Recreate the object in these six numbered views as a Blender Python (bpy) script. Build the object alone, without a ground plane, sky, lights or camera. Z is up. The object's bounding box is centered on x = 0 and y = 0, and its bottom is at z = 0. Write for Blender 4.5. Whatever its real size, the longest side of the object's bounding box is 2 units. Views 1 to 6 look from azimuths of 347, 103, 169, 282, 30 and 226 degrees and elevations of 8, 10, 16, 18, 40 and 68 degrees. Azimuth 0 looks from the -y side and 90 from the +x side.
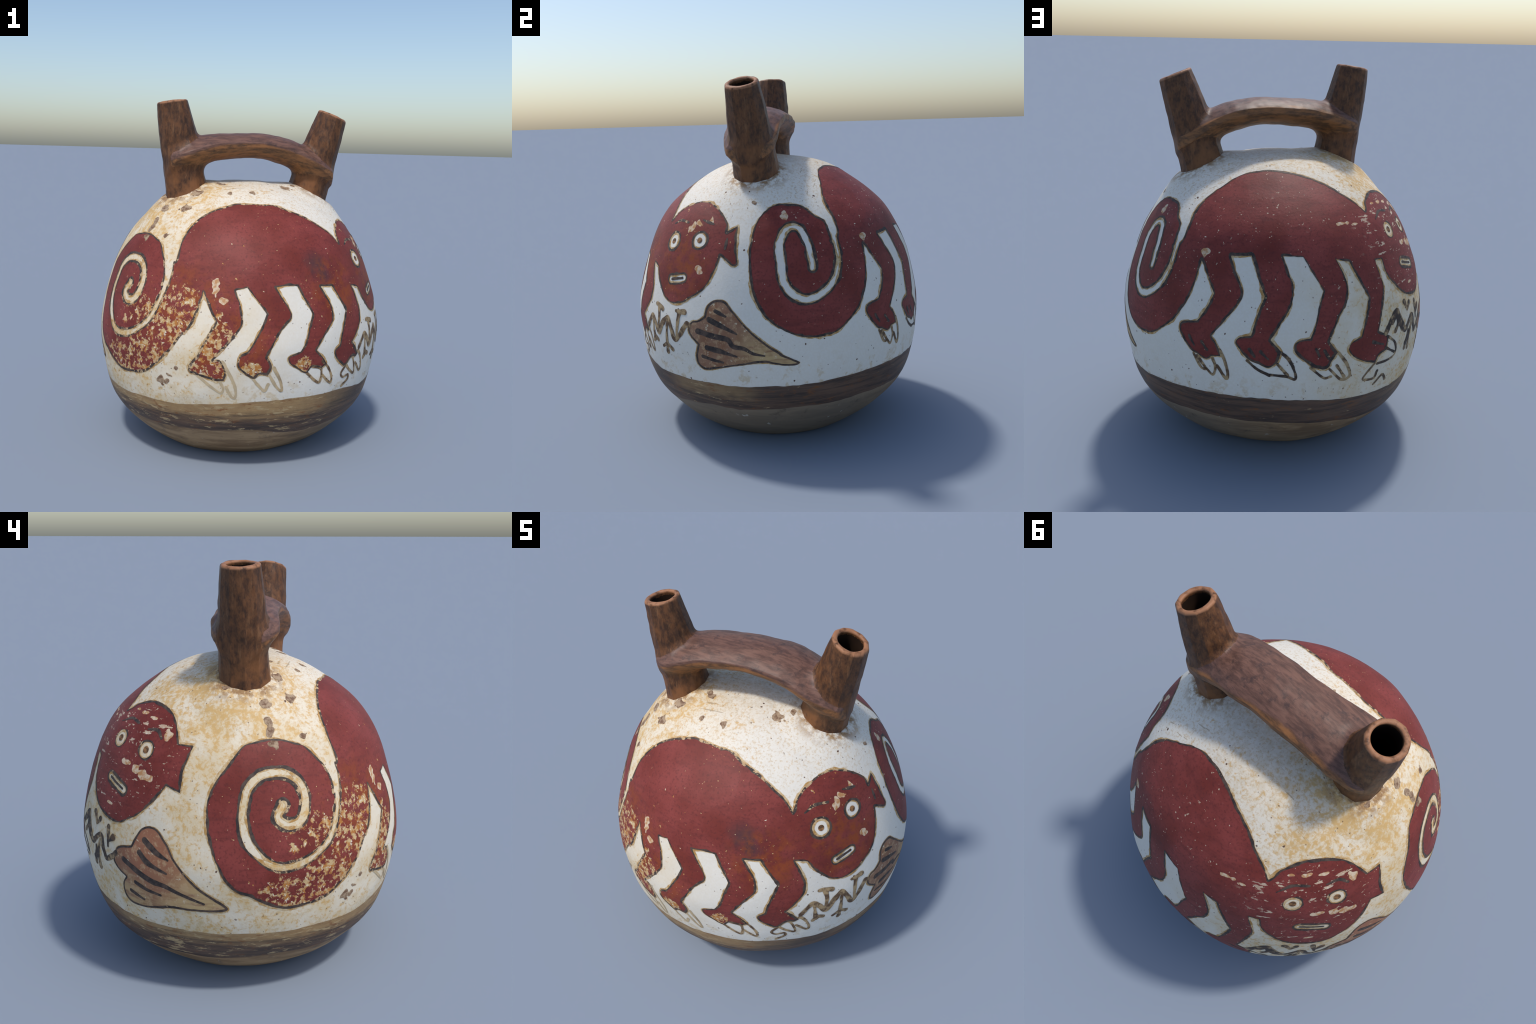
"""Painted clay bottle: a round cream-slipped body with two spouts joined by a strap bridge,
decorated with two red four-legged creatures whose tails curl into spirals."""
import math
import bpy
import numpy as np
from mathutils import Vector

# ------------------------------------------------------------------ body form
# Distance from the centre (0, 0, 0.7) to the wall, every 10 degrees of latitude from the
# south pole to the north pole; the wall is slightly oval and leans a little.
CENTRE_Z = 0.70
WALL = np.array([0.870, 0.851, 0.8214, 0.8384, 0.8494, 0.8640, 0.8759, 0.8608, 0.8455, 0.8382,
                 0.827, 0.8253, 0.8363, 0.8484, 0.8534, 0.8515, 0.8500, 0.8450, 0.8415])


def lattice_noise(p, seed=0):
    """Smooth value noise in [-1, 1] at the points p (n, 3), computed with numpy."""
    i = np.floor(p).astype(np.int64)
    f = p - i
    f = f * f * (3 - 2 * f)
    out = np.zeros(len(p))
    for c in range(8):
        o = np.array([c & 1, (c >> 1) & 1, (c >> 2) & 1])
        k = i + o
        h = (k[:, 0] * 73856093) ^ (k[:, 1] * 19349663) ^ (k[:, 2] * 83492791) ^ (seed * 2654435761)
        h = (h ^ (h >> 13)) * 1274126177 & 0x7FFFFFFF
        v = ((h ^ (h >> 16)) & 0xFFFF) / 32767.5 - 1.0
        out += v * np.prod(np.where(o, f, 1 - f), axis=1)
    return out


def wall_radius(lon, lat):
    t = (np.clip(lat, -90, 90) + 90) / 10
    i = np.clip(np.floor(t).astype(int), 0, 17)
    f = t - i
    w = np.concatenate([[WALL[1]], WALL, [WALL[-2]]])
    a, b, c, d = w[i], w[i + 1], w[i + 2], w[i + 3]
    r = 0.5 * (2 * b + (c - a) * f + (2 * a - 5 * b + 4 * c - d) * f ** 2 + (3 * b - a - 3 * c + d) * f ** 3)
    q = np.radians(lon)
    r = r - 0.0028 - 0.013 * np.sin(q) ** 2 * np.exp(-((lat - 54) / 11.0) ** 2)   # shoulders are fuller towards the spouts
    return r + np.cos(np.radians(lat)) * (-0.008 * np.cos(q) + 0.002 * np.sin(q) + 0.0075 * np.cos(2 * q) + 0.005 * np.cos(3 * q))


# Faint flats imitate the coarse facets of the scanned mesh: directions that the flats face, spread evenly round the ball.
_k = np.arange(150) + 0.5
_z = 1 - 2 * _k / 150
_a = _k * math.pi * (3 - math.sqrt(5)) + 0.35 * np.sin(_k * 12.9898)
FLATS = np.stack([np.sqrt(1 - _z * _z) * np.cos(_a), np.sqrt(1 - _z * _z) * np.sin(_a), _z], 1)


def flatness(n, strength=0.14):
    """Relative swell of a ball cut by the flats: lowest in the middle of a flat, highest at the edges."""
    best = np.full(len(n), -1.0)
    for f in FLATS:
        best = np.maximum(best, n @ f)
    return strength * (1 / best - 1.0055)


def wall_point(lon, lat, lift=0.0):
    """Point of the body wall at longitude and latitude (degrees), lifted off it by some metres."""
    lon, lat = np.asarray(lon, float), np.asarray(lat, float)
    a, b = np.radians(lon), np.radians(lat)
    n = np.stack([np.cos(b) * np.cos(a), np.cos(b) * np.sin(a), np.sin(b)], -1)
    p = n * (wall_radius(lon, lat) * (1 + flatness(n.reshape(-1, 3)).reshape(lon.shape)))[..., None]
    flat = p.reshape(-1, 3)
    swell = np.zeros(len(flat))   # clay drawn up into a collar round the foot of each spout
    for cx, cy in ((-0.375, -0.10), (0.405, -0.010)):
        away = np.hypot(flat[:, 0] - cx, flat[:, 1] - cy)
        swell += np.where(flat[:, 2] > 0, 0.030 * np.clip((0.27 - away) / 0.14, 0, 1) ** 1.3, 0)
    dent = swell + 0.0022 * lattice_noise(flat * 5.0 + 11.3, 1) + 0.0012 * lattice_noise(flat * 11.0 + 3.1, 2)
    p = p + n * (dent.reshape(p.shape[:-1]) + lift)[..., None]
    z = p[..., 2] + CENTRE_Z
    p[..., 2] = 0.5 * (z + np.sqrt(z * z + 0.004 ** 2))  # the pot stands on a flat foot
    return p


# ------------------------------------------------------------------ drawing, as brush paths
# All brush paths are (longitude, latitude) control points in degrees on the body wall.
CREATURE_ONE_OUTLINE = dict(
    rump_and_back=[(227.9, 21), (228.7, 25.9), (228.3, 30.2), (229.3, 31), (229.2, 38.4), (230.1, 44.1), (232.3, 48.7), (236.5, 52.8), (243.2, 56.3), (252.2, 59.4), (262.3, 59.9), (281.3, 59.3), (289.2, 56.2), (297.5, 52.9), (302.2, 50.1), (307.2, 45.6), (311.1, 41.7), (312.9, 37.6)],
    crown=[(312.9, 37.6), (316, 42.1), (321.4, 45.2), (329.1, 47), (337, 46.6), (343.2, 44.4), (348, 41.3), (351, 37.8), (351.4, 35.1)],
    ear_front=[(351.4, 35.1), (355.8, 37.2)],
    ear_rim=[(355.8, 37.2), (356.2, 32.9), (356.6, 28.3), (357.5, 23.6)],
    ear_back=[(357.5, 23.6), (355.7, 23), (350.2, 26.3)],
    cheek_and_chin=[(350.2, 26.3), (348.9, 22.5), (346.5, 17.5), (343.5, 13.3), (338.9, 10.6), (335, 8.5), (329.3, 7.6), (325.3, 8.6), (321.6, 11.3), (318.1, 15.3), (316, 19.7)],
    throat=[(316, 19.7), (311.1, 20.7)],
    foreleg_front=[(311.1, 20.7), (312.8, 16.3), (314.2, 11.2), (313.7, 7), (311.2, 3.7), (306.6, -0.8)],
    foreleg_toe=[(306.6, -0.8), (308.7, -2.9), (310.9, -6.3)],
    foreleg_sole=[(310.9, -6.3), (309.4, -7.3), (306.9, -6.7), (303.7, -9.1)],
    foreleg_heel=[(302, -9.5), (297.3, -5.4), (296.3, -2.5), (298.9, -0.7)],
    foreleg_calf=[(298.9, -0.7), (300.1, 3.2), (302.3, 8.3), (303.9, 11.7)],
    foreleg_thigh=[(303.9, 11.7), (301.2, 17.1), (298.3, 22)],
    belly_c=[(298.3, 22), (292.1, 22.4)],
    third_leg_front=[(292.1, 22.4), (294.1, 18.8), (296.1, 14.5), (296.1, 9.6), (292.5, 5.6), (287.2, -1.2)],
    third_leg_toe=[(287.2, -1.2), (290, -3.8), (292, -6.9), (290.2, -8.2)],
    third_leg_sole=[(290.2, -8.2), (286, -7.2), (283.1, -9.3), (279, -7), (276.5, -5.2), (275.7, -3.2), (277.3, -2), (280.6, -1)],
    third_leg_calf=[(280.6, -1), (282.6, 1.9), (284.4, 7.3), (286.4, 12.4)],
    third_leg_thigh=[(286.4, 12.4), (283.5, 18.3), (281, 23.1)],
    belly_b=[(281, 23.1), (276.3, 23.5), (271.5, 23.1)],
    second_leg_front=[(271.5, 23.1), (273.9, 19.2), (277, 14.3), (277.1, 11.3), (272.8, 6.8), (267.6, -2.1)],
    second_leg_toe=[(267.6, -2.1), (269.4, -5.8), (268, -9.1)],
    second_leg_sole=[(268, -9.1), (265.1, -8.3), (262.7, -10), (258.8, -7.3), (257.1, -4.7), (258.2, -1.3), (260.7, -0.2)],
    second_leg_calf=[(260.7, -0.2), (262.9, 3.3), (265.7, 8.7), (267.7, 13.3)],
    second_leg_thigh=[(267.7, 13.3), (264.5, 17.6), (260.2, 22.9)],
    belly_a=[(260.2, 22.9), (255.6, 21.7)],
    hind_leg_front=[(255.7, 21.5), (257.5, 16.7), (258.7, 11.6), (258.2, 8.7), (254.9, 3.7), (248.5, -3.4)],
    hind_leg_toe=[(248.5, -3.4), (251, -3.6), (253.1, -7.9), (252.3, -11)],
    hind_leg_sole=[(252.3, -11), (248.5, -10.7), (243.4, -9.3), (239.9, -8.3), (239.9, -5.7), (242.5, -2.5)],
    hind_leg_calf=[(242.5, -2.5), (244.2, 1), (246.1, 4.9), (248.8, 10.2)],
    hind_leg_thigh=[(248.8, 10.2), (245.7, 15.7), (243.2, 20.8)],
    tail=[(243.2, 20.8), (242.6, 17.2), (240.8, 10.3), (237.7, 5), (236.6, 4.6), (232, -1.6), (226.1, -7.3), (220.3, -11.4), (212.8, -12.8), (206.7, -13), (200.7, -10.9), (196.2, -8.1), (191, -5.9), (187.8, -2), (185.4, 3.3), (183.3, 8.8), (182.3, 14.4), (182.1, 20.4), (183.4, 24.4), (185.4, 28), (188.9, 32.5), (192.7, 36.9), (195.7, 38.5), (201.4, 39.6), (207.2, 39.7), (213.4, 38.4), (217.4, 36.8), (220.8, 33.6), (224, 29.1), (225.6, 24.7), (225.4, 21.4)],
    tail_root=[(225.4, 21.4), (227.9, 21)],
)
CREATURE_ONE_GAP = [(227.2, 24.5), (226.3, 18.7), (224.6, 13.6), (222.1, 8.6), (218.3, 5.1), (213.6, 2.4), (208.8, 1.2), (204.6, 1.2), (200.6, 3), (197.1, 6.2), (194.7, 9.9), (193.7, 14.7), (193.8, 19.9), (195.3, 25), (199, 28.5), (203.7, 29.6), (208.8, 29.1), (212.3, 26.8), (214.2, 23.4), (214.2, 19.3), (212.8, 15.8), (210.3, 13.9), (206.9, 14.1), (204.7, 16.6), (206.7, 19.9)]
CREATURE_TWO_OUTLINE = dict(
    rump_and_back=[(36.2, 29.9), (39.6, 33.2), (39.8, 39.6), (39, 44.1), (40, 50.1), (46.4, 58.8), (48.7, 61.2), (55.4, 64.8), (66, 67), (75.6, 67.7), (92, 66.4), (104.5, 63.1), (112.5, 60), (117.8, 56.9), (122.6, 52.3), (126.7, 47.8), (128.8, 43.9)],
    crown=[(130.7, 45), (134, 47.6), (141.7, 50), (148.1, 50.3), (156, 49.1), (162.4, 46.2), (166.5, 42), (169, 37.4)],
    ear_front=[(169, 37.4), (175.1, 37.4)],
    ear_rim=[(175.1, 37.4), (174, 34.1), (173, 30.4), (172.8, 27.6), (172.8, 23)],
    ear_back=[(172.8, 23), (167.3, 24.4)],
    cheek_and_chin=[(167.3, 24.4), (164.9, 21), (161.4, 17.1), (156.4, 13.2), (150.1, 9.9), (145, 9.5), (139.1, 10.9), (134.1, 13.5), (129.5, 18), (127, 22.1), (126.3, 26.9)],
    throat=[(126.3, 26.9), (122.5, 27.1)],
    foreleg_front=[(122.5, 27.1), (123.3, 22.4), (124.2, 17.4), (123, 12.9), (120.3, 6.5), (118.7, 2.7)],
    foreleg_toe=[(118.7, 2.7), (123.1, 0.1), (122.5, -4.8)],
    foreleg_sole=[(122.5, -4.8), (119.2, -5.8), (118.1, -8.5)],
    foreleg_heel=[(118.1, -8.5), (113, -6.6), (109.3, -4.8), (106.6, -1.6), (107.5, 0.8), (111.5, 2.3)],
    foreleg_calf=[(111.5, 2.3), (113.5, 7.5), (116, 15.1)],
    foreleg_thigh=[(116, 15.1), (113, 21.6), (110, 28.3)],
    belly_c=[(110, 28.3), (104.3, 29.8)],
    third_leg_front=[(104.3, 29.8), (106.5, 24.6), (107.7, 19.4), (106, 14.2), (102.7, 9.6), (99.2, 2.4)],
    third_leg_toe=[(99.2, 2.4), (102.3, -1.6)],
    third_leg_sole=[(102.3, -1.6), (100.3, -4.3), (98.7, -7), (94.3, -6.3), (91.2, -3.9), (87.8, -0.6), (87.4, 2), (89, 3.6), (92.8, 4)],
    third_leg_calf=[(92.8, 4), (94.6, 8.7), (96.2, 14.8), (98, 19.6)],
    third_leg_thigh=[(98, 19.6), (94.7, 25.6), (91.4, 31.3)],
    belly_b=[(91.4, 31.3), (83.5, 31.9)],
    second_leg_front=[(83.5, 31.9), (85.5, 26.4), (87, 21.9), (86.6, 16.9), (85.3, 13.7), (82.4, 9.1), (79.3, 3.9)],
    second_leg_toe=[(79.3, 3.9), (82.9, -0.1)],
    second_leg_sole=[(82.9, -0.1), (81.3, -4.1), (78.6, -5.7), (75.3, -4.5), (72, -3), (68.6, 0.9), (67.7, 2.5), (68.9, 4.1), (72.9, 5.1)],
    second_leg_calf=[(72.9, 5.1), (74.2, 9.7), (75.7, 14.8), (77.1, 18.5)],
    second_leg_thigh=[(77.1, 18.5), (74.8, 23.8), (71.4, 31.7)],
    belly_a=[(71.4, 31.7), (63.3, 31.1)],
    hind_leg_front=[(63.3, 31.1), (65.2, 26.9), (67.8, 22.6), (69.1, 18.9), (68.2, 16), (64.6, 11), (59, 3.6)],
    hind_leg_toe=[(59, 3.6), (61.4, 0.5), (62.2, -3)],
    hind_leg_sole=[(62.2, -3), (59.4, -3.4), (57.1, -4.9), (53.8, -3.6), (51.4, -2.7), (47.7, 1.4), (46.4, 4.2), (47.7, 6.6), (53.3, 7.7)],
    hind_leg_calf=[(53.3, 7.7), (56.1, 12), (58.5, 17.9)],
    hind_leg_thigh=[(58.5, 17.9), (55.4, 22.9), (51.4, 28.5)],
    tail=[(51.4, 28.5), (50.7, 24.8), (49.7, 19.5), (48.1, 14.1), (43.7, 7), (39, 2.6), (33.5, -0.8), (27.7, -2.2), (21.4, -1.8), (16.2, -0), (11.5, 2.6), (8.1, 5.8), (5.6, 9.4), (3.9, 13.5), (2.7, 18.4), (2.1, 23.7), (1.8, 28.6), (2.5, 32.3), (3.8, 37.5), (7.2, 42.1), (12.1, 45), (16, 45.7), (23.2, 45.8), (27.5, 44.1), (30.6, 41), (34.6, 38.9), (35.8, 35.6), (36.1, 31.2)],
    tail_root=[(35.9, 30.8), (36.2, 29.9)],
)
CREATURE_TWO_GAP = [(37.5, 37.8), (37.7, 32.9), (37.6, 28.9), (37.3, 23.9), (35.1, 18.6), (31.8, 14.7), (27.4, 12), (23.4, 11), (19.6, 12.1), (16.4, 14.9), (14.6, 18.6), (14.2, 23.6), (13.7, 29.7), (14.6, 32.6), (16.7, 35.6), (19.4, 36.8), (22.4, 36.1), (24.4, 33.1), (25.6, 29.7), (25.7, 26.4), (26.2, 23.5), (26, 21.8)]
FAN_ONE_OUTLINE = dict(
    upper_notch=[(-20.9, 0.7), (-19.3, 2.4), (-16.5, 3.1), (-14.1, 4.8)],
    blade=[(-14.1, 4.8), (-13.5, 7.8), (-12, 9.7), (-9.2, 10.8), (-6, 10.3), (-3.2, 7.2), (-0.1, 3.7), (3.9, -0.2), (7.9, -3.5), (13.4, -7.4), (13.6, -7.8), (18.9, -10.3), (19.5, -11.2), (17.2, -11.9), (11.1, -11.2), (7.6, -10.5), (1.8, -11.3), (-4.3, -12.5), (-9.8, -13.7), (-14.8, -14.8), (-17.7, -13.3), (-18.3, -10.3), (-17, -5.6)],
    lower_notch=[(-17, -5.6), (-19.2, -3.6), (-20.9, -1.4), (-20.9, 0.7)],
)
FAN_TWO_OUTLINE = dict(
    upper_notch=[(148.9, -0.9), (150.6, 2), (156.6, 3.9)],
    blade=[(156.6, 3.9), (158, 6.7), (160.3, 10), (163.3, 11.2), (166.4, 10.5), (170.1, 6.5), (172.5, 2.4), (176.8, -2.6), (181.7, -6.9), (188.1, -11.1), (188.2, -13), (183, -13.8), (177, -14), (170.7, -14), (166.7, -14.9), (160.3, -16), (155, -16.1), (152.3, -14), (151.9, -10.3), (153.7, -7.3)],
    lower_notch=[(153.7, -7.3), (150.7, -5.9), (148.3, -3.4), (148.9, -0.9)],
)
FAN_ONE_STRIPES = dict(
    stripe_a=[(-12.1, 3.8), (-7.9, 2.1), (-1.8, -0.6)],
    stripe_b=[(-16.7, -0.7), (-10.7, -1.9), (-5.3, -2.7), (-3.3, -5.1), (0.5, -5.7), (3.7, -7.3), (7.7, -8.1)],
    stripe_c=[(-13.3, -6.3), (-8.3, -7.2), (-2.2, -8.7)],
    stripe_d=[(-15.4, -9.8), (-11.4, -10.6), (-7.5, -11.3)],
    stripe_e=[(-9.9, 7), (-5.8, 5.3)],
)
FAN_TWO_STRIPES = dict(
    stripe_a=[(161.8, 6.7), (166, 3.8), (170.3, 2)],
    stripe_b=[(160, 2.5), (163.2, -0.2), (169.8, -2.4)],
    stripe_c=[(153.2, -1.4), (158.3, -3.6), (163.8, -5.9), (168.6, -6.7), (174.8, -8.8), (181.5, -11.1)],
    stripe_d=[(157.8, -8), (162.4, -9.5), (167.3, -10.2)],
    stripe_e=[(155.4, -11.6), (160.8, -13.3)],
)
VINE_ONE = dict(
    stroke_a=[(311.9, -3.8), (316.1, 0.5), (318.4, -1.1), (321.3, -4.8), (324.2, -1.1), (328, 1.6), (331.7, -5.3), (334.9, -3), (337.8, 0.8), (339.4, 0.7)],
    stroke_b=[(321.3, -3.7), (321.7, 1.9), (321.5, 4.4)],
    stroke_c=[(319.2, 5.7), (321.5, 5.5), (324.1, 4.5)],
    stroke_d=[(332.9, -5.1), (333.5, 1.8), (334.1, 4.7)],
    stroke_e=[(332.3, 5.1), (334.3, 4.9), (336.6, 5.2)],
    stroke_f=[(317, -0.5), (317.2, -5.5), (317.8, -8)],
    stroke_g=[(316.4, -9), (317.8, -7.4), (320.2, -8.1)],
    stroke_h=[(327.8, 0.8), (327.2, -4.9), (327.1, -8.2)],
    stroke_i=[(324.1, -9.5), (327.1, -8.2), (329.9, -9.6)],
    stroke_j=[(327.1, -8.2), (326.7, -11.1)],
)
VINE_TWO = dict(
    stroke_a=[(122.4, 1.4), (126.5, 5.4), (129.6, 7.3), (131.9, 3.1), (134.5, -1)],
    stroke_b=[(126.1, 3.9), (130, 7.4), (130.4, 3.1), (134.4, -0.7), (140.3, 2.9), (142.6, -2), (144.5, -4), (149.6, -0.2)],
    stroke_c=[(137.1, 5.8), (135.2, 9.3)],
    stroke_d=[(137.1, 5.8), (139.3, 7.8)],
    stroke_e=[(145.2, 0.6), (144.8, 6.8)],
    stroke_f=[(145.5, 2.5), (147.9, 4.3)],
    stroke_g=[(140, 1.2), (138.1, -4.1), (135.6, -6.3)],
    stroke_h=[(138.1, -4.1), (138.6, -8.8)],
    stroke_i=[(129.5, 6.8), (129.3, 2.9), (127.6, 0.7)],
    stroke_j=[(137.2, -1.8), (135.7, -8)],
)
CLAWS_ONE = dict(
    claw_a=[(242.1, -8.6), (246.4, -12.2), (251, -15.5), (252.1, -13.7), (250.6, -10.6)],
    claw_b=[(253, -13.2), (255.3, -17.2), (256.6, -16.7), (256.1, -12.2), (253.1, -6.1), (251.8, -3.8)],
    claw_c=[(262.7, -10), (264.9, -12.8), (267.2, -14.9), (268.4, -12.5)],
    claw_d=[(268.6, -8.9), (271.6, -13.6), (273.8, -15.4), (273, -11.4), (270.3, -6.3)],
    claw_e=[(283.6, -9.4), (288.9, -13.8), (290.3, -12.1), (289.9, -8.4), (286, -7.2)],
    claw_f=[(290.5, -10.8), (295, -14.8), (295.5, -12.5), (293.4, -8.5), (290.4, -5.7)],
    claw_g=[(303.7, -8.7), (306.4, -6.6), (308.5, -8.5), (309.7, -13.8), (305.9, -11.6), (303.5, -9.1)],
    claw_h=[(310.1, -9.8), (314.2, -13.8), (314.9, -11.6), (313.3, -7.3), (311.4, -5.2)],
    claw_i=[(303.2, -9.8), (300.9, -12.4), (302.7, -14.1), (305.5, -13.6), (305.9, -15.5), (302.6, -17.7)],
)
CLAWS_TWO = dict(
    claw_a=[(52.3, -3.9), (55, -8.4), (56.9, -8.5), (53.8, -4.5)],
    claw_b=[(57, -8.3), (59.4, -10.5), (60.5, -7.4), (59.7, -4.3)],
    claw_c=[(61.2, -6.8), (64.1, -11.3), (64.9, -9.1), (63.7, -4.1), (62.1, -0.8)],
    claw_d=[(71.6, -3.7), (74.9, -6.6), (79.1, -8.7)],
    claw_e=[(79.3, -8.5), (84.8, -9.2), (87.9, -10.2), (87.2, -6.4), (85.4, -2.7), (82.9, -0.3)],
    claw_f=[(81.7, -4.5), (85.2, -8.7)],
    claw_g=[(93, -6.3), (97.6, -10.4), (100.3, -10.3)],
    claw_h=[(99.6, -7.4), (104.2, -11.9), (107.5, -11.1), (106, -6.5), (102.7, -1.9)],
    claw_i=[(102.2, -6.4), (105.3, -11.1)],
    claw_j=[(123.1, 0.1), (127.6, -3.5), (128.8, -7.6), (125.7, -9.1), (119.1, -9.1)],
    claw_k=[(122.3, -3.8), (128.4, -7.5)],
    claw_l=[(117.9, -8.7), (114.4, -12.1), (113.7, -14.1), (118.5, -14.7), (119.7, -12.1)],
    claw_m=[(119.2, -17.4), (122.9, -14.6), (125.3, -17.1)],
)
EYES_ONE = [((323.1, 30.2), 0.0475, 0.016), ((338.8, 31.5), 0.043, 0.016)]   # centre, cream radius, pupil
EYES_TWO = [((138.4, 35.2), 0.043, 0.016), ((155.2, 34.0), 0.041, 0.0175)]
MOUTH_ONE = [(327.0, 16.1), (333.9, 17.3)]
MOUTH_TWO = [(140.1, 22.7), (149.3, 20.2)]
BROWS_ONE = [[(317.8, 36.8), (322.8, 38.4), (328.8, 37.7)], [(337.3, 39.3), (343.9, 37.8)], [(352.1, 32.6), (351.8, 28.9)]]
BROWS_TWO = [[(132.3, 40.1), (138.7, 42.4), (145.4, 41.6)], [(152.2, 40.5), (157.6, 40.7), (160.7, 38.4)]]
TOES_TWO = [[(50.6, 2.1), (52.6, -0.8)], [(55.5, 1.0), (57.6, -1.5)], [(72.4, 0.4), (74.1, -2.1)], [(76.1, -0.2), (78.6, -2.8)],
            [(94.7, 0.3), (95.8, -2.4)], [(97.5, -0.4), (99.4, -3.7)], [(116.4, -0.5), (121.0, -2.3)]]
# upper and lower edge of the dark band round the foot: longitude, latitude
BAND_TOP = [(0, -19.9), (20, -19.4), (48, -18), (70, -17.8), (93, -18.5), (110, -20.6), (140, -21.5), (180, -22.2), (220, -21.6), (240, -20.9), (258, -19.5), (275, -18.8), (300, -18.7), (315, -20.3), (340, -20)]
BAND_FOOT = [(0, -29.7), (20, -29), (50, -28), (78, -28.4), (95, -29.4), (112, -31.4), (130, -33.9), (150, -36), (180, -35.8), (205, -32.8), (240, -32.6), (262, -31), (282, -36), (300, -36.2), (318, -33.8), (338, -29.8)]
# spots where the slip has chipped off: longitude, latitude, size along and across in metres
CHIPS = [(228.8, -13, 0.034, 0.024), (231.7, -10.6, 0.016, 0.013), (234.9, -7.6, 0.022, 0.013), (205, 43.8, 0.020, 0.038), (204.7, 51, 0.030, 0.018),
         (219.3, 53.8, 0.027, 0.024), (218, 40, 0.020, 0.018), (217.5, 62.5, 0.030, 0.022), (267.3, 67.7, 0.014, 0.018), (226.2, 73.6, 0.03, 0.016),
         (205.5, 38.2, 0.022, 0.020), (336.4, 69.8, 0.015, 0.012), (2.4, 45.9, 0.012, 0.010), (320, 71, 0.03, 0.03), (245, 66, 0.012, 0.012), (185, 57, 0.016, 0.01)]
# spots where the red has worn through to the pale slip
WORN = [(332.2, 35.5, 0.026, 0.034), (335.4, 38, 0.022, 0.018), (341.1, 21, 0.020, 0.026), (342.1, 39.4, 0.018, 0.016), (343, 25, 0.008, 0.008), (16.2, 41.2, 0.022, 0.022),
        (247.9, 22.6, 0.020, 0.036), (250.9, 17.9, 0.020, 0.026), (158, 26.1, 0.055, 0.018), (152.5, 27.5, 0.03, 0.016), (147, 29, 0.03, 0.012), (163.6, 39.6, 0.024, 0.026), (143, 14.5, 0.035, 0.008),
        (52.3, 31.2, 0.028, 0.016), (145, 45.5, 0.025, 0.008), (152, 44.5, 0.02, 0.007), (138, 46, 0.015, 0.007), (112, 41.5, 0.03, 0.009), (118, 40.5, 0.02, 0.007)]


def soft_path(points, step=0.004):
    """Curve through control points (Catmull-Rom), resampled in small steps, in degrees."""
    p = np.array(points, float)
    if len(p) == 2:
        q = p[0] + (p[1] - p[0]) * np.linspace(0, 1, 12)[:, None]
        return q
    e = np.vstack([2 * p[0] - p[1], p, 2 * p[-1] - p[-2]])
    out = []
    for i in range(len(p) - 1):
        a, b, c, d = e[i:i + 4]
        f = np.linspace(0, 1, 9)[:-1, None]
        out.append(0.5 * (2 * b + (c - a) * f + (2 * a - 5 * b + 4 * c - d) * f ** 2 + (3 * b - a - 3 * c + d) * f ** 3))
    return np.vstack(out + [p[-1:]])


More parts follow.
